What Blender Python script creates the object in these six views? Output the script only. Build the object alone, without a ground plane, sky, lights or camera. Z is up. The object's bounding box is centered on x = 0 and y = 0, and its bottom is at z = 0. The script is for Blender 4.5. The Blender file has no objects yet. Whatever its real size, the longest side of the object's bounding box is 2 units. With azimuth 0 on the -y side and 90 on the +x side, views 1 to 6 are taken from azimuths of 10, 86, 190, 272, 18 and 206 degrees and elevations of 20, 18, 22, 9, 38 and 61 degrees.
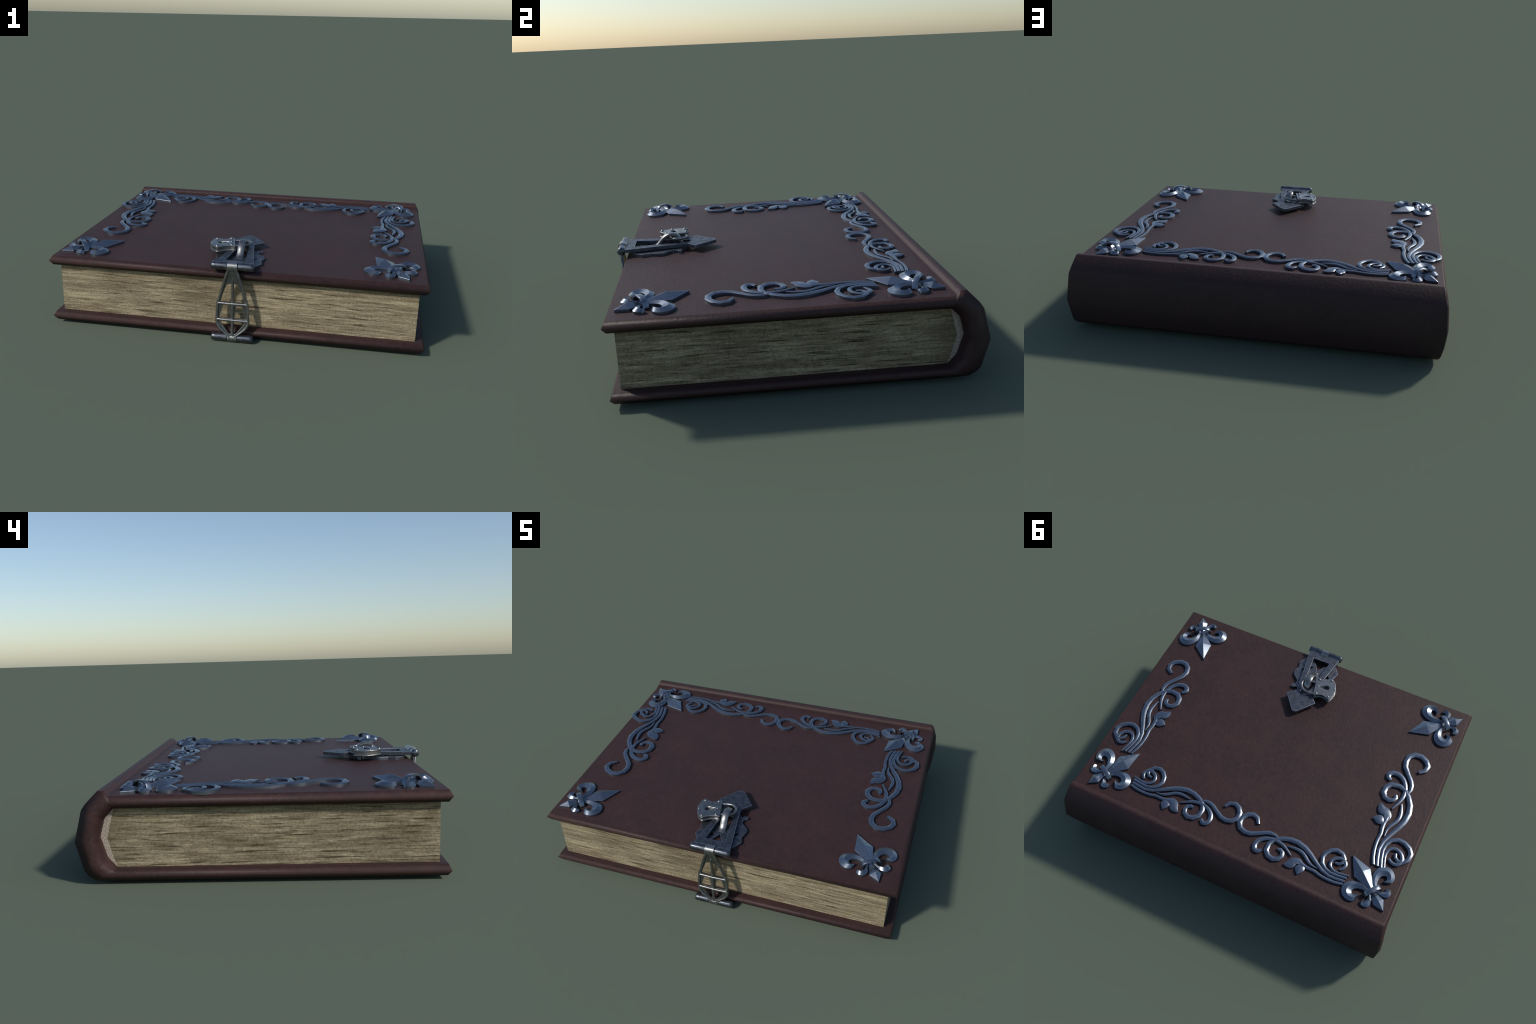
# An old leather-bound tome lying flat, with a hinged padlocked clasp on its
# fore-edge, fleur-de-lis corner pieces and vine-scroll borders.
import bpy, bmesh, math
from mathutils import Vector, Matrix, noise

TOP = 0.384            # height of the upper cover's face
CX = 0.0125            # centre line of the clasp

# ------------------------------------------------------------------ materials
def new_mat(name):
    m = bpy.data.materials.new(name)
    m.use_nodes = True
    nt = m.node_tree
    nt.nodes.clear()
    out = nt.nodes.new('ShaderNodeOutputMaterial')
    p = nt.nodes.new('ShaderNodeBsdfPrincipled')
    nt.links.new(p.outputs[0], out.inputs[0])
    return m, nt, p

def node(nt, kind, **kw):
    n = nt.nodes.new(kind)
    for k, v in kw.items():
        if k in n.inputs:
            n.inputs[k].default_value = v
        else:
            setattr(n, k, v)
    return n

def coords(nt, scale=(1, 1, 1)):
    tc = node(nt, 'ShaderNodeTexCoord')
    mp = node(nt, 'ShaderNodeMapping')
    mp.inputs['Scale'].default_value = scale
    nt.links.new(tc.outputs['Object'], mp.inputs['Vector'])
    return mp.outputs['Vector']

def noise_tex(nt, vec, scale, detail=4, rough=0.55, dist=0.0):
    n = node(nt, 'ShaderNodeTexNoise')
    n.inputs['Scale'].default_value = scale
    n.inputs['Detail'].default_value = detail
    n.inputs['Roughness'].default_value = rough
    n.inputs['Distortion'].default_value = dist
    nt.links.new(vec, n.inputs['Vector'])
    return n.outputs['Fac']

def ramp(nt, fac, stops):
    r = node(nt, 'ShaderNodeValToRGB')
    el = r.color_ramp.elements
    while len(el) < len(stops):
        el.new(0.5)
    for e, (p, c) in zip(el, stops):
        e.position = p
        e.color = (*c, 1) if len(c) == 3 else c
    nt.links.new(fac, r.inputs['Fac'])
    return r.outputs['Color']

def mix(nt, fac, a, b, mode='MIX'):
    m = node(nt, 'ShaderNodeMix', data_type='RGBA', blend_type=mode)
    for sock, val in ((m.inputs[0], fac), (m.inputs[6], a), (m.inputs[7], b)):
        if hasattr(val, 'is_linked'):
            nt.links.new(val, sock)
        elif isinstance(val, (int, float)):
            sock.default_value = val
        else:
            sock.default_value = (*val, 1)
    return m.outputs[2]

def mth(nt, op, a, b=0.0, clamp=False):
    m = node(nt, 'ShaderNodeMath', operation=op, use_clamp=clamp)
    for i, v in enumerate((a, b)):
        if hasattr(v, 'is_linked'):
            nt.links.new(v, m.inputs[i])
        else:
            m.inputs[i].default_value = v
    return m.outputs[0]

def bump(nt, height, strength, dist, normal=None):
    b = node(nt, 'ShaderNodeBump')
    b.inputs['Strength'].default_value = strength
    b.inputs['Distance'].default_value = dist
    nt.links.new(height, b.inputs['Height'])
    if normal is not None:
        nt.links.new(normal, b.inputs['Normal'])
    return b.outputs['Normal']

def edge_mask(nt, radius, lo, hi):
    """1 near hard edges: where a rounded normal departs from the true one."""
    bv = node(nt, 'ShaderNodeBevel', samples=6)
    bv.inputs['Radius'].default_value = radius
    geo = node(nt, 'ShaderNodeNewGeometry')
    d = node(nt, 'ShaderNodeVectorMath', operation='DOT_PRODUCT')
    nt.links.new(bv.outputs['Normal'], d.inputs[0])
    nt.links.new(geo.outputs['Normal'], d.inputs[1])
    mr = node(nt, 'ShaderNodeMapRange')
    mr.inputs['From Min'].default_value = hi
    mr.inputs['From Max'].default_value = lo
    nt.links.new(d.outputs['Value'], mr.inputs['Value'])
    return mr.outputs['Result']

def leather():
    m, nt, p = new_mat('dark_leather')
    v = coords(nt)
    blotch = noise_tex(nt, v, 7.0, 5, 0.6, 0.4)
    col = ramp(nt, blotch, [(0.28, (0.0350, 0.0192, 0.0188)), (0.50, (0.0415, 0.0208, 0.0198)),
                            (0.74, (0.049, 0.0232, 0.0216))])
    fine = noise_tex(nt, v, 48, 4, 0.65)
    col = mix(nt, 0.45, col, ramp(nt, fine, [(0.3, (0.55, 0.55, 0.58)), (0.7, (1.35, 1.3, 1.3))]), 'MULTIPLY')
    # leather is darkened where its normal faces the spine side (+y)
    geo = node(nt, 'ShaderNodeNewGeometry')
    sep = node(nt, 'ShaderNodeSeparateXYZ')
    nt.links.new(geo.outputs['Normal'], sep.inputs[0])
    mr = node(nt, 'ShaderNodeMapRange')
    for k, val in zip(('From Min', 'From Max', 'To Min', 'To Max'), (0.15, 0.75, 0.0, 0.30)):
        mr.inputs[k].default_value = val
    nt.links.new(sep.outputs['Y'], mr.inputs['Value'])
    col = mix(nt, mr.outputs[0], col, (0.012, 0.0085, 0.0085))
    nt.links.new(col, p.inputs['Base Color'])
    grain = noise_tex(nt, v, 64, 4, 0.6, 0.3)
    pores = noise_tex(nt, v, 160, 3, 0.6)
    n1 = bump(nt, grain, 0.42, 0.0045)
    n2 = bump(nt, pores, 0.10, 0.002, n1)
    nt.links.new(n2, p.inputs['Normal'])
    ro = ramp(nt, fine, [(0.3, (0.52,) * 3), (0.7, (0.60,) * 3)])
    nt.links.new(ro, p.inputs['Roughness'])
    p.inputs['Specular IOR Level'].default_value = 0.27
    return m

def metal(name, base, dark, edge_col, rough, grime=0.5, edge_r=0.004):
    m, nt, p = new_mat(name)
    v = coords(nt)
    cloud = noise_tex(nt, v, 38, 6, 0.62, 0.3)
    col = ramp(nt, cloud, [(0.36, dark), (0.62, base)])
    spots = noise_tex(nt, v, 150, 4, 0.6)
    col = mix(nt, mth(nt, 'MULTIPLY', ramp(nt, spots, [(0.52, (0,) * 3), (0.68, (1,) * 3)]), grime),
              col, tuple(c * 0.45 for c in dark))
    wear = edge_mask(nt, edge_r, 0.955, 0.998)
    scuff = ramp(nt, noise_tex(nt, v, 90, 3), [(0.3, (0.35,) * 3), (0.6, (1,) * 3)])
    wear = mth(nt, 'MULTIPLY', wear, scuff)
    col = mix(nt, mth(nt, 'MULTIPLY', wear, 0.8), col, edge_col)
    nt.links.new(col, p.inputs['Base Color'])
    p.inputs['Metallic'].default_value = 0.92
    r = ramp(nt, cloud, [(0.30, (rough + 0.14,) * 3), (0.7, (rough - 0.05,) * 3)])
    nt.links.new(r, p.inputs['Roughness'])
    b1 = bump(nt, noise_tex(nt, v, 55, 5, 0.6), 0.12, 0.003)
    nt.links.new(bump(nt, spots, 0.10, 0.001, b1), p.inputs['Normal'])
    return m

def page_edges():
    m, nt, p = new_mat('page_edges')
    # layers run horizontally: stretched far along x and y, tight in z
    broad = noise_tex(nt, coords(nt, (4.5, 4.5, 62)), 1.0, 5, 0.65, 0.2)
    thin = noise_tex(nt, coords(nt, (7, 7, 185)), 1.0, 5, 0.7)
    spk = noise_tex(nt, coords(nt, (95, 95, 115)), 1.0, 3, 0.65)
    stain = noise_tex(nt, coords(nt, (3.2, 3.2, 10)), 1.0, 5, 0.6, 0.5)
    c = ramp(nt, broad, [(0.27, (0.160, 0.124, 0.078)), (0.48, (0.268, 0.225, 0.152)), (0.70, (0.430, 0.380, 0.262))])
    c = mix(nt, 0.66, c, ramp(nt, thin, [(0.30, (0.50, 0.46, 0.40)), (0.50, (0.97, 0.96, 0.94)), (0.7, (1.25, 1.25, 1.2))]), 'MULTIPLY')
    # separate dark gaps between gatherings, broken up along their length
    gaps = noise_tex(nt, coords(nt, (5.5, 5.5, 120)), 1.0, 3, 0.5, 0.15)
    c = mix(nt, ramp(nt, gaps, [(0.33, (0.9,) * 3), (0.43, (0,) * 3)]), c, (0.060, 0.046, 0.026))
    pale = noise_tex(nt, coords(nt, (8.5, 8.5, 95)), 1.0, 3, 0.5, 0.15)
    c = mix(nt, ramp(nt, pale, [(0.62, (0,) * 3), (0.74, (0.75,) * 3)]), c, (0.50, 0.455, 0.325))
    c = mix(nt, 0.66, c, ramp(nt, spk, [(0.30, (0.42, 0.39, 0.33)), (0.5, (1.0, 1.0, 1.0)), (0.72, (1.38, 1.36, 1.32))]), 'MULTIPLY')
    c = mix(nt, 0.8, c, ramp(nt, stain, [(0.32, (0.58, 0.56, 0.50)), (0.52, (0.98, 0.96, 0.92)), (0.70, (1.25, 1.23, 1.12))]), 'MULTIPLY')
    # darker towards the upper cover and near the spine
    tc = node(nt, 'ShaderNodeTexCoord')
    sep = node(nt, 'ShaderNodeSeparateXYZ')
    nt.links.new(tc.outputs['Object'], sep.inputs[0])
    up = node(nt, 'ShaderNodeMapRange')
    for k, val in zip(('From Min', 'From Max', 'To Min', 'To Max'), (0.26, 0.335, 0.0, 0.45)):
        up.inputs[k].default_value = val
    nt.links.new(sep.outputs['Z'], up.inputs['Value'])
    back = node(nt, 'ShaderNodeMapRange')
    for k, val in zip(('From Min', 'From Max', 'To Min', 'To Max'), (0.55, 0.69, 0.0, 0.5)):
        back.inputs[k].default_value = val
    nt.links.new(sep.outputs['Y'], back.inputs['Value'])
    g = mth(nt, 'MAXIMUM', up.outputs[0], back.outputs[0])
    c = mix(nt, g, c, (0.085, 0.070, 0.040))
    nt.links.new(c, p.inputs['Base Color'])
    p.inputs['Roughness'].default_value = 0.92
    p.inputs['Specular IOR Level'].default_value = 0.15
    nt.links.new(bump(nt, thin, 0.6, 0.006), p.inputs['Normal'])
    return m

def cloth():
    m, nt, p = new_mat('headband_cloth')
    v = coords(nt)
    w1 = node(nt, 'ShaderNodeTexWave', wave_type='BANDS', bands_direction='Z')
    w1.inputs['Scale'].default_value = 75
    w1.inputs['Distortion'].default_value = 2.5
    w1.inputs['Detail'].default_value = 3
    nt.links.new(v, w1.inputs['Vector'])
    n = noise_tex(nt, v, 170, 4, 0.7)
    c = ramp(nt, n, [(0.36, (0.17, 0.135, 0.105)), (0.62, (0.56, 0.475, 0.395))])
    c = mix(nt, 0.45, c, ramp(nt, w1.outputs['Fac'], [(0.1, (0.6,) * 3), (0.8, (1.15,) * 3)]), 'MULTIPLY')
    nt.links.new(c, p.inputs['Base Color'])
    p.inputs['Roughness'].default_value = 0.95
    nt.links.new(bump(nt, w1.outputs['Fac'], 0.3, 0.003), p.inputs['Normal'])
    return m

LEATHER = leather()
ORNAMENT = metal('sky_tinted_steel', (0.215, 0.245, 0.290), (0.160, 0.190, 0.235), (0.34, 0.39, 0.46), 0.25, 0.2, 0.0020)  # base tinted blue for the sky the flat tops reflect
IRON = metal('worn_iron', (0.150, 0.160, 0.180), (0.070, 0.077, 0.092), (0.52, 0.59, 0.72), 0.42, 0.6, 0.0042)
STEEL = metal('rubbed_steel', (0.300, 0.305, 0.305), (0.165, 0.170, 0.170), (0.50, 0.50, 0.50), 0.30, 0.5, 0.004)  # base colour lowered to match the strap's look in shade
STRAP = metal('dark_strap_metal', (0.205, 0.210, 0.205), (0.115, 0.120, 0.115), (0.45, 0.46, 0.47), 0.34, 0.6, 0.004)  # darker metal for the strap plate than for its ribs
PIN = metal('dark_pin_steel', (0.160, 0.175, 0.200), (0.070, 0.076, 0.090), (0.32, 0.35, 0.40), 0.22, 0.4, 0.004)
PAGES = page_edges()
CLOTH = cloth()

# -------------------------------------------------------------------- helpers
def empty(name, parent=None, mw=None):
    o = bpy.data.objects.new(name, None)
    o.empty_display_size = 0.05
    bpy.context.collection.objects.link(o)
    o.parent = parent
    if mw is not None:
        o.matrix_local = mw
    return o

def add(name, mesh, parent=None, mw=None):
    o = bpy.data.objects.new(name, mesh)
    bpy.context.collection.objects.link(o)
    o.parent = parent
    if mw is not None:
        o.matrix_local = mw
    if mesh.name.split('.')[0] in FLAT:
        w = o.modifiers.new('Weighted Normal', 'WEIGHTED_NORMAL')
        w.keep_sharp = True
    return o

# plates whose broad faces must shade flat up to their rounded rims
FLAT = {'scalloped_plate', 'hasp', 'hinge_leaf', 'strap', 'lock_face', 'lock_body', 'lock_back'}

def finish(name, bm, mat, angle=35, smooth=True):
    bmesh.ops.remove_doubles(bm, verts=bm.verts, dist=1e-6)
    bmesh.ops.recalc_face_normals(bm, faces=bm.faces)
    me = bpy.data.meshes.new(name)
    bm.to_mesh(me)
    bm.free()
    me.materials.append(mat)
    if smooth:
        me.shade_smooth()
        me.set_sharp_from_angle(angle=math.radians(angle))
    return me

def loft(bm, rings, closed=True, caps=True):
    vs = [[bm.verts.new(c) for c in r] for r in rings]
    n = len(vs[0])
    for a, b in zip(vs, vs[1:]):
        for i in range(n if closed else n - 1):
            j = (i + 1) % n
            f = [a[i], a[j], b[j], b[i]]
            bm.faces.new(f)
    if caps and closed:
        bm.faces.new(vs[0][::-1])
        bm.faces.new(vs[-1])
    return vs

def spline(pts, sub):
    """Catmull-Rom through points of any dimension."""
    if sub <= 1:
        return [tuple(p) for p in pts]
    P = [Vector(p) for p in pts]
    out = []
    for i in range(len(P) - 1):
        p0 = P[i - 1] if i else 2 * P[0] - P[1]
        p1, p2 = P[i], P[i + 1]
        p3 = P[i + 2] if i + 2 < len(P) else 2 * P[-1] - P[-2]
        for k in range(sub):
            t = k / sub
            out.append(tuple(0.5 * ((2 * p1) + (p2 - p0) * t + (2 * p0 - 5 * p1 + 4 * p2 - p3) * t * t
                                    + (3 * p1 - p0 - 3 * p2 + p3) * t ** 3)))
    out.append(tuple(P[-1]))
    return out

def plate(name, outline, holes, z0, z1, bevel, mat, angle=35):
    """Flat plate with holes: a filled 2D curve, extruded and bevelled."""
    cu = bpy.data.curves.new(name, 'CURVE')
    cu.dimensions = '2D'
    cu.fill_mode = 'BOTH'
    for loop in [outline] + list(holes):
        s = cu.splines.new('POLY')
        s.points.add(len(loop) - 1)
        for p, (x, y) in zip(s.points, loop):
            p.co = (x, y, 0, 1)
        s.use_cyclic_u = True
    cu.extrude = (z1 - z0) / 2 - bevel
    cu.bevel_depth = bevel
    cu.offset = -bevel
    cu.bevel_resolution = 1
    tmp = bpy.data.objects.new(name, cu)
    bpy.context.collection.objects.link(tmp)
    dg = bpy.context.evaluated_depsgraph_get()
    me = bpy.data.meshes.new_from_object(tmp.evaluated_get(dg))
    bpy.data.objects.remove(tmp)
    bpy.data.curves.remove(cu)
    bm = bmesh.new()
    bm.from_mesh(me)
    bpy.data.meshes.remove(me)
    bmesh.ops.translate(bm, verts=bm.verts, vec=(0, 0, (z0 + z1) / 2))
    return bm

def mirror_outline(half):
    """Close a right-hand half outline about the clasp's centre line."""
    right = [(CX + a, y) for a, y in half]
    left = [(CX - a, y) for a, y in reversed(half) if abs(a) > 1e-5]
    return right + left

def tube(bm, path, radii, seg=10, flat=1.0, caps=True):
    """Round bar along a 3D path (parallel transported frame)."""
    P = [Vector(p) for p in path]
    rings = []
    ref = None
    for i, p in enumerate(P):
        t = (P[min(i + 1, len(P) - 1)] - P[max(i - 1, 0)]).normalized()
        if ref is None:
            ref = t.orthogonal().normalized()
        ref = (ref - t * ref.dot(t)).normalized()
        b = t.cross(ref)
        r = radii[i] if isinstance(radii, (list, tuple)) else radii
        rings.append([p + (ref * math.cos(a) + b * math.sin(a) * flat) * r
                      for a in (2 * math.pi * k / seg for k in range(seg))])
    loft(bm, rings, True, caps)

def cylinder_x(bm, x0, x1, y, z, r, seg=28, d0=0.0, d1=0.0):
    """Horizontal pin with softly domed ends (d0, d1: depth of each dome)."""
    prof = [(x0, 0.0), (x0 + 0.0, r * 0.45), (x0 + d0 * 0.40, r * 0.82), (x0 + d0, r),
            (x1 - d1, r), (x1 - d1 * 0.40, r * 0.82), (x1, r * 0.45), (x1, 0.0)]
    if d0 + d1 > .004:
        a, b = prof[3][0], prof[4][0]
        prof[4:4] = [(a + (b - a) * k / 6, r * (1 + .035 * (1 - (k / 3 - 1) ** 2))) for k in range(1, 6)]
    rings = [[(x, y + rr * math.cos(a), z + rr * math.sin(a)) for a in
              (2 * math.pi * k / seg for k in range(seg))] for x, rr in prof[1:-1]]
    loft(bm, rings, True, True)

def dome(bm, c, r, h, seg=12):
    rings = []
    for k in range(4):
        a = k / 4 * math.pi / 2
        rings.append([(c[0] + r * math.cos(a) * math.cos(t), c[1] + r * math.cos(a) * math.sin(t), c[2] + h * math.sin(a))
                      for t in (2 * math.pi * i / seg for i in range(seg))])
    vs = loft(bm, rings, True, False)
    top = bm.verts.new((c[0], c[1], c[2] + h))
    for i in range(seg):
        bm.faces.new((vs[-1][i], vs[-1][(i + 1) % seg], top))

# ----------------------------------------------------------------------- book
book = empty('antique_book')
book['label'] = 'thick dark brown leather book with steel ornaments and padlocked clasp'
book['category'] = 'book'

# ---- leather case: one continuous wrap, top board -> spine -> bottom board.
# Each station: outer (y, z, half x), rim (y, z, half x), inner (y, z, half x)
STATIONS = [
    ((-0.755, TOP, .961), (-0.769, .357, .980), (-0.754, .332, .963)),
    ((0.664, TOP, .961), (0.655, .357, .980), (0.645, .331, .963)),
    ((0.682, .407, .959), (0.668, .366, .981), (0.652, .325, .963)),
    ((0.709, .407, .959), (0.690, .362, .982), (0.662, .315, .963)),
    ((0.761, .354, .970), (0.723, .325, .989), (0.686, .291, .965)),
    ((0.779, .328, .975), (0.735, .305, .993), (0.693, .277, .966)),
    ((0.812, .192, .982), (0.757, .198, 1.000), (0.713, .203, .968)),
    ((0.780, .062, .975), (0.735, .090, .993), (0.688, .118, .966)),
    ((0.765, .041, .970), (0.722, .070, .989), (0.681, .107, .965)),
    ((0.735, .019, .964), (0.694, .044, .983), (0.654, .076, .963)),
    ((0.690, .0165, .961), (0.668, .041, .980), (0.645, .068, .963)),
    ((-0.755, .0165, .961), (-0.769, .041, .980), (-0.756, .068, .963)),
]
def between(a, b, f):
    return tuple(tuple(p + (q - p) * f for p, q in zip(u, w)) for u, w in zip(a, b))

# a support loop keeps the raised lip at the joint readable
STATIONS.insert(2, between(STATIONS[1], STATIONS[2], .5))
bm = bmesh.new()
rings = []
for o, t, i in STATIONS:
    rings.append([(-o[2], o[0], o[1]), (o[2], o[0], o[1]), (t[2], t[0], t[1]),
                  (i[2], i[0], i[1]), (-i[2], i[0], i[1]), (-t[2], t[0], t[1])])
vs = [[bm.verts.new(c) for c in r] for r in rings]
region = {}
for k in range(len(vs) - 1):
    part = 'front_cover' if k == 0 else ('back_cover' if k == len(vs) - 2 else 'spine')
    for i in range(6):
        j = (i + 1) % 6
        f = bm.faces.new((vs[k][i], vs[k][j], vs[k + 1][j], vs[k + 1][i]))
        region[f] = part
for r, part in ((vs[0], 'front_cover'), (vs[-1], 'back_cover')):
    region[bm.faces.new((r[0], r[1], r[2], r[5]))] = part
    region[bm.faces.new((r[5], r[2], r[3], r[4]))] = part
# a little finer along the length so the worn edges can wander slightly
bmesh.ops.recalc_face_normals(bm, faces=bm.faces)
bm.verts.index_update()
wn = {}
for v in bm.verts:
    n = Vector()
    for f in v.link_faces:
        n += f.normal * f.calc_area() ** 0.8
    wn[v.index] = n.normalized()
parts = {'front_cover': [], 'spine': [], 'back_cover': []}
for f in bm.faces:
    parts[region[f]].append([v.index for v in f.verts])
cos = {v.index: v.co.copy() for v in bm.verts}
bm.free()
for name, faces in parts.items():
    ids = sorted({i for f in faces for i in f})
    at = {i: k for k, i in enumerate(ids)}
    me = bpy.data.meshes.new(name)
    me.from_pydata([cos[i] for i in ids], [], [[at[i] for i in f] for f in faces])
    me.materials.append(LEATHER)
    me.shade_smooth()
    me.normals_split_custom_set_from_vertices([wn[i] for i in ids])
    add(name, me, book)

# ---- page block with a rounded back
bm = bmesh.new()
PX, PY, Z0, Z1 = 0.933, -0.727, 0.060, 0.338
prof = [(PY, Z1), (PY, Z0), (0.652, Z0), (0.664, 0.10), (0.691, 0.197), (0.664, 0.295), (0.654, Z1)]
loft(bm, [[(-PX, y, z) for y, z in prof], [(PX, y, z) for y, z in prof]])
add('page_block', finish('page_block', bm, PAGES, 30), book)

# ---- cloth headbands filling the gap between pages and spine
inner = [(0.646, .066), (0.690, .112), (0.720, .200), (0.693, .290), (0.648, .334)]
face = [(0.647, .066), (0.664, 0.10), (0.690, 0.197), (0.664, 0.295), (0.648, .334)]
for sx in (-1, 1):
    bm = bmesh.new()
    a = [(y, z) for y, z in inner] + [(y - 0.004, z) for y, z in face[::-1][1:-1]]
    loft(bm, [[(sx * 0.80, y, z) for y, z in a], [(sx * 0.9355, y, z) for y, z in a]])
    add('headband', finish('headband', bm, CLOTH, 30), book)

# -------------------------------------------------------------- fleur-de-lis
def diamond(tip, side, half, neck, neck_half, ridge, neck_z, skirt=0.0125):
    """Four-sided pyramid leaf on a low vertical skirt, drawn to a neck."""
    bm = bmesh.new()
    loop = [(tip, 0), (side, half), (neck, neck_half), (neck, -neck_half), (side, -half)]
    lo = [bm.verts.new((u, v, -0.002)) for u, v in loop]
    hi = [bm.verts.new((u, v, skirt)) for u, v in loop]
    for i in range(5):
        j = (i + 1) % 5
        bm.faces.new((lo[i], lo[j], hi[j], hi[i]))
    pk = bm.verts.new((side, 0, ridge))
    nk = bm.verts.new((neck, 0, neck_z))
    bm.faces.new((hi[0], hi[1], pk))
    bm.faces.new((hi[4], hi[0], pk))
    bm.faces.new((hi[1], hi[2], nk, pk))
    bm.faces.new((hi[3], hi[4], pk, nk))
    bm.faces.new((hi[2], hi[3], nk))
    bm.faces.new(lo)
    bmesh.ops.recalc_face_normals(bm, faces=bm.faces)
    bmesh.ops.bevel(bm, geom=[e for e in bm.edges if all(v.co.z > 0.005 for v in e.verts)],
                    offset=0.0012, segments=1, affect='EDGES')
    return finish('petal', bm, ORNAMENT, 12)

def curl(outer, inner, ridge, sign, skirt=0.012):
    """Hooked side petal: outer and inner edge lofted over a raised ridge."""
    o, n = spline(outer, 3), spline(inner, 3)
    bm = bmesh.new()
    rings = []
    last = len(o) - 1
    for k, ((ou, ov), (iu, iv)) in enumerate(zip(o, n)):
        w = math.hypot(ou - iu, ov - iv)
        z = skirt + (ridge - skirt) * min(1.0, w / 0.030)
        f = 0.50
        m = (ou + (iu - ou) * f, ov + (iv - ov) * f)
        rings.append([(ou, sign * ov, -0.002), (ou, sign * ov, skirt), (m[0], sign * m[1], z),
                      (iu, sign * iv, skirt + (z - skirt) * .30), (iu, sign * iv, -0.002)])
    loft(bm, rings, True, True)
    me = finish('curl', bm, ORNAMENT, 40)
    return me

BIG_OUT = [(.118, .011), (.153, .018), (.186, .033), (.212, .064), (.221, .096), (.214, .126), (.193, .147),
           (.165, .153), (.138, .146), (.120, .128), (.116, .108), (.124, .090), (.141, .0755)]
BIG_IN = [(.116, .030), (.142, .040), (.157, .053), (.168, .069), (.171, .086), (.167, .099), (.159, .106),
          (.151, .106), (.146, .102), (.141, .096), (.139, .089), (.140, .082), (.143, .0745)]
SML_OUT = [(.118, .012), (.100, .020), (.077, .029), (.061, .045), (.055, .063), (.063, .080), (.081, .090),
           (.095, .086), (.1005, .0765)]
SML_IN = [(.118, .030), (.106, .034), (.096, .042), (.090, .052), (.089, .061), (.091, .067), (.095, .070),
          (.098, .072), (.0995, .0755)]

def band_mesh():
    """Strap arched over the stems."""
    bm = bmesh.new()
    rings = []
    n = 14
    for k in range(n + 1):
        s = -1 + 2 * k / n
        v = 0.054 * s
        z = 0.012 + 0.034 * math.sqrt(max(0.0, 1 - abs(s) ** 2.6))
        if k in (0, n):
            z = 0.004
        t = 0.006
        dv = -t * s
        u0, u1 = 0.105, 0.131
        rings.append([(u0, v + dv, z - t), (u0, v, z), (u0 + .003, v, z + .0015), (u1 - .003, v, z + .0015),
                      (u1, v, z), (u1, v + dv, z - t)])
    loft(bm, rings, True, True)
    return finish('band', bm, ORNAMENT, 40)

fleur_meshes = [
    ('petal', diamond(0.346, 0.2355, 0.0505, 0.110, 0.006, 0.0345, 0.0135)),
    ('petal', diamond(0.0, 0.0525, 0.032, 0.122, 0.010, 0.030, 0.0135)),
    ('curl', curl(BIG_OUT, BIG_IN, 0.0252, 1)), ('curl', curl(BIG_OUT, BIG_IN, 0.0252, -1)),
    ('curl', curl(SML_OUT, SML_IN, 0.0245, 1)), ('curl', curl(SML_OUT, SML_IN, 0.0245, -1)),
    ('band', band_mesh()),
]
for x, y, ang, mir in ((-0.934, -0.701, 40.2, 1), (-0.934, 0.620, -40.2, -1),
                       (0.878, -0.727, 119.5, 1), (0.879, 0.648, -119.7, -1)):
    mw = (Matrix.Translation((x, y, TOP)) @ Matrix.Rotation(math.radians(ang), 4, 'Z')
          @ Matrix.Diagonal((1, mir, 1, 1)))
    f = empty('fleur_de_lis', book, mw)
    for nm, me in fleur_meshes:
        add(nm, me, f)

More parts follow.
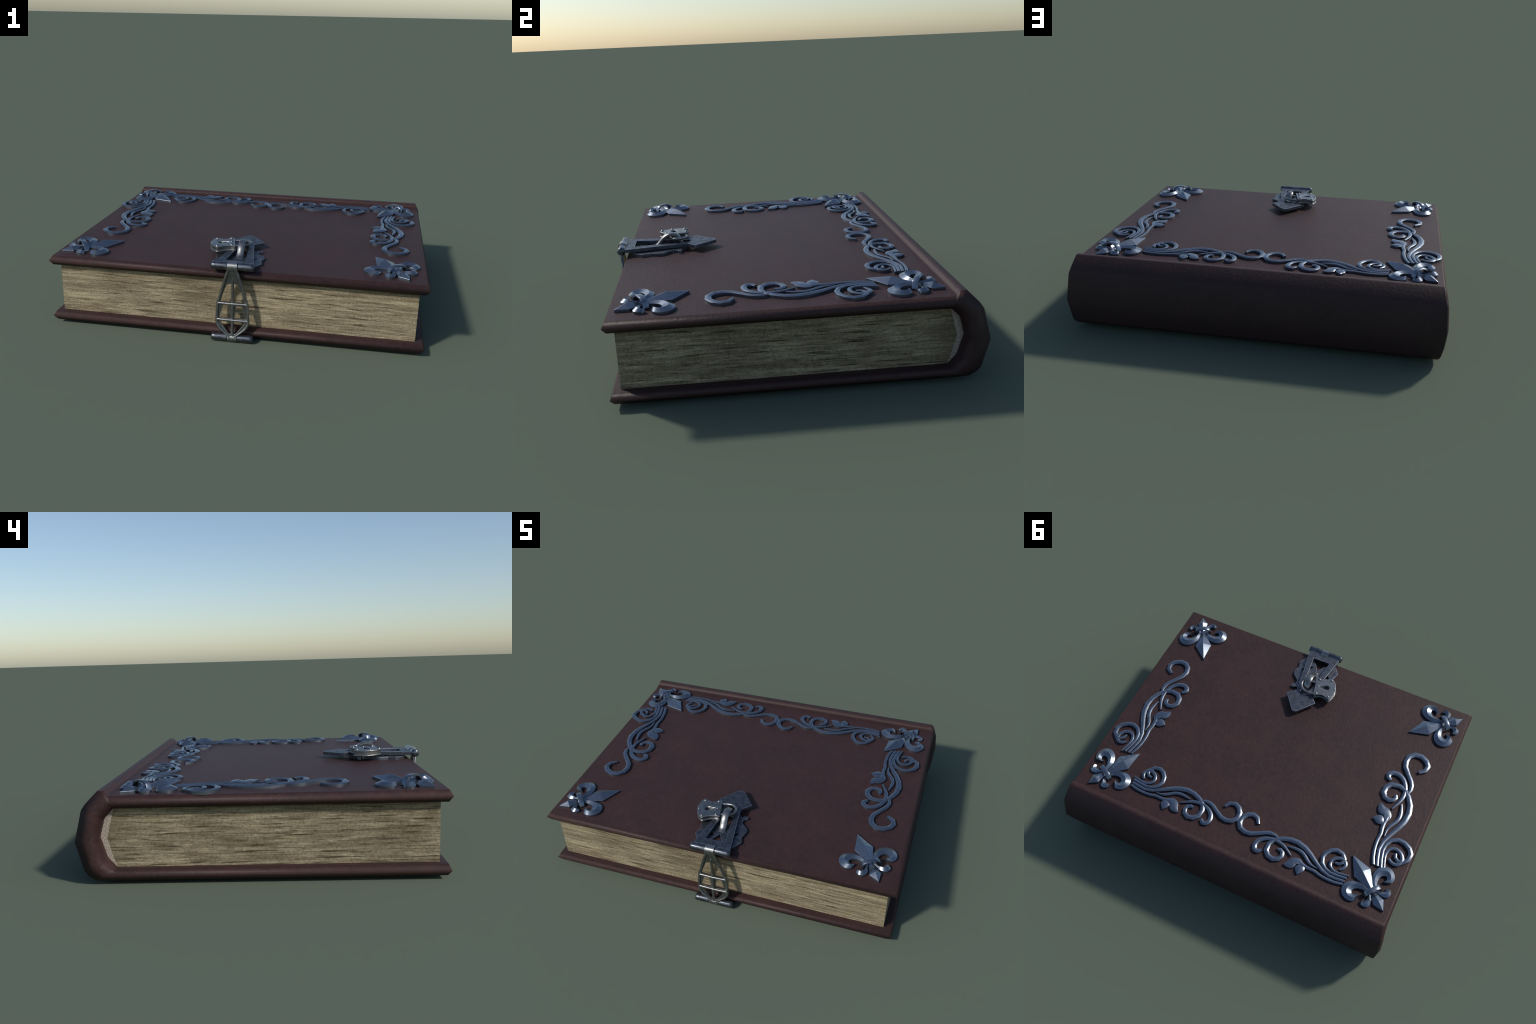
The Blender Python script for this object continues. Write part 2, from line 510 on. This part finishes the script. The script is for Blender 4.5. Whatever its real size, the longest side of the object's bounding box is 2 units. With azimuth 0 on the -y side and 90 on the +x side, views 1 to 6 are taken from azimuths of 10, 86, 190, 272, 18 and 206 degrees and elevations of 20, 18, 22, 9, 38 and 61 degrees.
# --------------------------------------------------------------- vine scrolls
# (u along the border, v towards the page centre, half width)
STEMS = [
    # leaf stem
    [(-.004, .009, .0070), (.041, .027, .0072), (.101, .039, .0074), (.146, .041, .0076), (.182, .038, .0078),
     (.216, .044, .0085), (.250, .046, .0098), (.278, .043, .0115), (.300, .040, .0080)],
    # main stem ending in the great curl
    [(-.004, -.012, .0072), (.041, .002, .0075), (.092, .014, .0082), (.145, .008, .0092), (.199, -.013, .0105),
     (.253, -.037, .0125), (.305, -.054, .0140), (.362, -.059, .0142), (.413, -.048, .0132), (.459, -.022, .0120),
     (.493, .011, .0115), (.504, .050, .0120), (.495, .094, .0130), (.465, .117, .0135), (.428, .119, .0130),
     (.401, .099, .0120), (.394, .072, .0112), (.404, .051, .0105), (.424, .042, .0095), (.440, .049, .0080)],
    # tendril between the stems
    [(.175, .015, .0020), (.216, .017, .0060), (.250, .006, .0085), (.282, -.011, .0090), (.314, -.020, .0090),
     (.354, -.016, .0075), (.401, -.001, .0030)],
    # crossing tendril with a small curl
    [(.350, .038, .0035), (.398, .018, .0070), (.441, .007, .0090), (.487, .009, .0095), (.520, .021, .0105),
     (.550, .042, .0115), (.569, .071, .0120), (.572, .104, .0125), (.558, .128, .0125), (.535, .131, .0115),
     (.517, .110, .0085)],
    # end hook
    [(.475, -.012, .0040), (.505, -.017, .0085), (.535, -.012, .0105), (.561, .002, .0110), (.593, .029, .0110),
     (.635, .062, .0120), (.672, .073, .0125), (.711, .067, .0130), (.738, .039, .0132), (.742, .001, .0132),
     (.724, -.035, .0130), (.695, -.054, .0120), (.661, -.049, .0105), (.634, -.018, .0080)],
    # outer spiral
    [(-.004, -.034, .0068), (.046, -.018, .0070), (.094, -.008, .0078), (.134, -.012, .0088), (.169, -.032, .0098),
     (.187, -.066, .0106), (.184, -.102, .0112), (.164, -.136, .0116), (.136, -.154, .0114), (.097, -.152, .0104),
     (.070, -.129, .0095), (.068, -.104, .0085), (.082, -.084, .0075), (.105, -.078, .0060)],
    # inner spiral
    [(-.008, -.054, .0040), (.057, -.033, .0060), (.093, -.031, .0072), (.121, -.046, .0080), (.130, -.073, .0086),
     (.119, -.101, .0092), (.091, -.121, .0096), (.064, -.121, .0094), (.045, -.102, .0088), (.046, -.076, .0080),
     (.060, -.055, .0060)],
]
LEAVES = [
    [(.250, .041), (.282, .025), (.302, .024), (.318, .031), (.333, .043), (.341, .056), (.346, .079), (.358, .106),
     (.341, .112), (.325, .111), (.309, .105), (.299, .096), (.293, .084), (.291, .065), (.278, .053), (.262, .054)],
    [(.262, .052), (.276, .057), (.286, .069), (.286, .083), (.280, .095), (.254, .116), (.248, .106), (.238, .094),
     (.232, .080), (.232, .068), (.239, .054), (.250, .044)],
]

def stem_mesh(pts, lift):
    """Flat-backed strap with vertical sides and a softly crowned top."""
    q = spline(pts, 1 if len(pts) > 12 else 2)
    bm = bmesh.new()
    rings = []
    for i, (u, v, w) in enumerate(q):
        a, b = q[max(i - 1, 0)], q[min(i + 1, len(q) - 1)]
        t = Vector((b[0] - a[0], b[1] - a[1])).normalized()
        if 0 < i < len(q) - 1:
            s1 = Vector((u - a[0], v - a[1])).normalized()
            k = min(1.25, 1.0 / max(0.5, abs(t.dot(s1))))
        else:
            k = 1.0
        n = Vector((-t.y, t.x)) * w * k * 1.10
        h = 0.0112 + lift
        c = 0.40 * w
        rings.append([(u + n.x * a, v + n.y * a, z) for a, z in
                      ((-1, -.002), (-1, h), (-.5, h + c * .62), (0, h + c), (.5, h + c * .62), (1, h), (1, -.002))])
    loft(bm, rings, True, True)
    return finish('vine_stem', bm, ORNAMENT, 50)

def leaf_mesh(outline, bulge):
    """Leaf blade: vertical rim, puffed-up face rising to its middle."""
    o = spline(outline + [outline[0]], 2)[:-1]
    cu = sum(p[0] for p in o) / len(o)
    cv = sum(p[1] for p in o) / len(o)
    bm = bmesh.new()
    rings = [[(u, v, -.002) for u, v in o], [(u, v, .0112) for u, v in o]]
    for s, z in ((.84, .0130), (.5, .0147 + bulge * .6), (.12, .0150 + bulge)):
        rings.append([(cu + (u - cu) * s, cv + (v - cv) * s, z) for u, v in o])
    loft(bm, rings, True, True)
    return finish('vine_leaf', bm, ORNAMENT, 50)

stem_meshes = [stem_mesh(s, 0.0004 * k) for k, s in enumerate(STEMS)]
leaf_meshes = [leaf_mesh(o, 0.0006) for o in LEAVES]
# origin, direction of growth in degrees, scale, mirrored
for x, y, ang, sc, mir in ((-0.800, 0.395, -90.0, 1.000, 1), (-0.6836, 0.5650, -9.58, 0.898, 1),
                           (0.7657, 0.3655, -84.9, 0.963, -1), (0.6430, 0.5397, -171.1, 0.879, -1)):
    mw = (Matrix.Translation((x, y, TOP)) @ Matrix.Rotation(math.radians(ang), 4, 'Z')
          @ Matrix.Diagonal((sc, sc * mir, 1, 1)))
    v = empty('vine_scroll', book, mw)
    for me in stem_meshes:
        add('vine_stem', me, v)
    for me in leaf_meshes:
        add('vine_leaf', me, v)

# ---------------------------------------------------------------------- clasp
clasp = empty('clasp', book)

def ellipse(cx, cy, rx, ry, rot=0, n=20):
    c, s = math.cos(rot), math.sin(rot)
    return [(cx + rx * math.cos(t) * c - ry * math.sin(t) * s, cy + rx * math.cos(t) * s + ry * math.sin(t) * c)
            for t in (2 * math.pi * k / n for k in range(n))]

# scalloped plate screwed to the cover
half = [(0, -.648), (.006, -.660), (.022, -.688), (.038, -.706), (.056, -.722), (.080, -.732), (.103, -.720), (.129, -.680),
        (.125, -.660), (.116, -.638), (.122, -.624), (.129, -.592), (.125, -.577), (.116, -.562), (.100, -.548),
        (.085, -.535), (.081, -.520), (.083, -.506), (.091, -.500), (.100, -.495), (.102, -.485), (.095, -.477),
        (.080, -.478), (.068, -.489), (.056, -.480), (.045, -.462), (.028, -.448), (0, -.442)]
holes = [ellipse(CX + s * .064, -.643, .040, .011, s * 0.75) for s in (-1, 1)]
holes.append(ellipse(CX, -.535, .036, .036))
bm = plate('scalloped_plate', mirror_outline(half), holes, TOP - .001, .400, .0018, IRON)
add('scalloped_plate', finish('scalloped_plate', bm, IRON, 40), clasp)

# hasp: long slotted tongue with an arrow-shaped head
half = [(0, -.765), (.1010, -.765), (.0480, -.454), (.0965, -.4055), (.016, -.304), (.006, -.298), (0, -.298)]
slot = [(CX - .0535, -.720), (CX + .0535, -.720), (CX + .0210, -.435), (CX - .0210, -.435)]
bm = plate('hasp', mirror_outline(half), [slot], .4035, .4225, .0018, IRON)
add('hasp', finish('hasp', bm, IRON, 40), clasp)

# hinge pins, upper and lower, each in three knuckles
HY, HZ, LZ = -.785, .4135, .0217
for z, r in ((HZ, .0199), (LZ, .0205)):
    for a, b, da, db in ((CX - .1125, CX - .0268, .006, .002), (CX + .0268, CX + .1105, .002, .006)):
        bm = bmesh.new()
        cylinder_x(bm, a, b, HY, z, r, 28, da, db)
        add('hinge_pin', finish('hinge_pin', bm, PIN, 60), clasp)
# leaf of the lower hinge, tucked under the bottom board
bm = plate('hinge_leaf', [(CX - .10, -.775), (CX + .10, -.775), (CX + .10, -.60), (CX - .10, -.60)], [], .003, .015, .0015, IRON)
add('hinge_leaf', finish('hinge_leaf', bm, IRON, 40), clasp)

# strap linking the two hinges: pierced plate with raised ribs
def strap_y(z):
    return -.786 - .016 * abs((z - .215) / .195) ** 2.2

edge = [(.0262, .413), (.0290, .392), (.037, .366), (.051, .322), (.072, .243), (.082, .211), (.0865, .123), (.085, .102),
        (.069, .074), (.024, .036), (.0205, .024)]
w1 = [(.006, .322), (.020, .319), (.031, .312), (.043, .283), (.055, .250), (.064, .218), (.006, .218)]
w2 = [(.020, .206), (.047, .206), (.069, .131), (.009, .131)]
w3 = [(.0075, .114), (.067, .114), (.021, .052), (.0085, .046)]
outl = [(CX + a, z) for a, z in edge] + [(CX - a, z) for a, z in reversed(edge)]
wins = [[(CX + s * a, z) for a, z in w] for w in (w1, w2, w3) for s in (-1, 1)]
bm = plate('strap', outl, wins, -.005, .005, .0015, STEEL)
bmesh.ops.subdivide_edges(bm, edges=[e for e in bm.edges if e.calc_length() > .03], cuts=3)
for v in bm.verts:
    x, z, d = v.co
    v.co = (x, strap_y(z) + .004 - d, z)
add('strap', finish('strap', bm, STRAP, 40), clasp)
bm = bmesh.new()
for s in (-1, 1):
    path = [(CX + s * (a - .0055), strap_y(z) - .0015, z) for a, z in spline(edge, 2)]
    tube(bm, path, [.0077 if 2 < k < len(path) - 4 else .0060 for k in range(len(path))], 8)
path = [(CX, strap_y(z) - .001, z) for z in (.352, .32, .28, .25, .23, .212, .19, .16, .123, .10, .07, .04)]
tube(bm, path, [.003, .0060, .0068, .0066, .0074, .0098, .0098, .0085, .0076, .0076, .0078, .0080], 8)
for z, w in ((.212, .076), (.1225, .079)):
    tube(bm, [(CX - w, strap_y(z) - .002, z), (CX, strap_y(z) - .0045, z), (CX + w, strap_y(z) - .002, z)], .0076, 10)
add('strap_rib', finish('strap_rib', bm, STEEL, 50), clasp)
for z, r in ((HZ, .0250), (LZ, .0217)):
    bm = bmesh.new()
    cylinder_x(bm, CX - .0258, CX + .0258, HY, z, r, 28, .0015, .0015)
    add('strap_knuckle', finish('strap_knuckle', bm, STEEL, 40), clasp)

# staple: arched loop standing through the hasp's slot
bm = bmesh.new()
arch = spline([(-.634, .394), (-.612, .403), (-.594, .420), (-.577, .441), (-.557, .456), (-.533, .4625), (-.510, .457),
               (-.492, .442), (-.482, .419), (-.478, .395)], 3)
rings = []
for i, (y, z) in enumerate(arch):
    a, b = arch[max(i - 1, 0)], arch[min(i + 1, len(arch) - 1)]
    t = Vector((0, b[0] - a[0], b[1] - a[1])).normalized()
    n = Vector((0, -t.z, t.y))
    p = Vector((CX, y, z))
    rings.append([p + Vector((.0187 * math.copysign(abs(math.cos(q)) ** .6, math.cos(q)), 0, 0))
                  + n * (.0095 * math.copysign(abs(math.sin(q)) ** .75, math.sin(q)))
                  for q in (2 * math.pi * (k + .5) / 8 for k in range(8))])
loft(bm, rings)
add('staple', finish('staple', bm, STEEL, 38), clasp)

# -------------------------------------------------------------------- padlock
lock = empty('padlock', book)
front = [(-.018, -.572), (-.034, -.571), (-.052, -.573), (-.070, -.578), (-.086, -.585), (-.102, -.599), (-.112, -.602),
         (-.121, -.598), (-.133, -.589), (-.147, -.572), (-.158, -.550), (-.165, -.528), (-.167, -.508), (-.164, -.483), (-.159, -.463),
         (-.154, -.452), (-.148, -.449), (-.134, -.456), (-.116, -.462), (-.098, -.464), (-.080, -.457), (-.066, -.444), (-.057, -.440),
         (-.049, -.450), (-.041, -.485), (-.031, -.525)]
lc = Vector((-.095, -.52))
hole_dir = math.atan2(-.012, -.046)
kx, ky = -.1065, -.5260
key = [(-.066, -.5125)]
for k in range(13):
    a = hole_dir + math.radians(-112 + 224 * k / 12)
    key.append((kx + .0158 * math.cos(a), ky + .0158 * math.sin(a)))
key.append((-.067, -.5165))

def tilt(bm):
    # the lock leans on the hasp: its shackle end sits a little higher
    for v in bm.verts:
        v.co.z += (v.co.x + .095) * .055

def scaled(loop, d):
    out = []
    n = len(loop)
    for i in range(n):
        a, b = Vector(loop[i - 1]), Vector(loop[(i + 1) % n])
        t = (b - a).normalized()
        out.append((loop[i][0] + t.y * d, loop[i][1] - t.x * d))
    # choose the inward side
    area = lambda L: abs(sum(L[i - 1][0] * L[i][1] - L[i][0] * L[i - 1][1] for i in range(len(L))))
    if area(out) > area(loop):
        return scaled(loop, -d)
    return out

for nm, z0, z1, loop, hs in (('lock_face', .4395, .4478, front, [key]), ('lock_body', .4225, .4400, scaled(front, .0055), [scaled(key, -.0015)]),
                             ('lock_back', .4165, .4235, front, [])):
    bm = plate(nm, loop, hs, z0, z1, .0026 if nm != 'lock_body' else .001, STEEL)
    tilt(bm)
    add(nm, finish(nm, bm, STEEL, 50), lock)

bm = bmesh.new()
dome(bm, (0, 0, 0), 1, 1, 12)
rivet = finish('rivet', bm, STEEL, 60)
for x, y, r in ((-.115, -.587, .0088), (-.043, -.561, .0088), (-.141, -.466, .0088), (-.065, -.456, .0088),
                (-.052, -.512, .0064), (-.152, -.536, .0064)):
    add('rivet', rivet, lock, Matrix.Translation((x, y, .4472 + (x + .095) * .055)) @ Matrix.Diagonal((r, r, r * .95, 1)))

bm = bmesh.new()
loop = spline([(-.070, -.460, .433), (-.043, -.457, .436), (-.016, -.452, .439), (.012, -.454, .441), (.033, -.467, .443),
               (.045, -.487, .444), (.046, -.507, .444), (.034, -.524, .442), (.012, -.532, .440), (-.014, -.538, .437),
               (-.040, -.546, .434), (-.060, -.552, .432)], 3)
tube(bm, loop, .0074, 10)
add('shackle', finish('shackle', bm, STEEL, 60), lock)
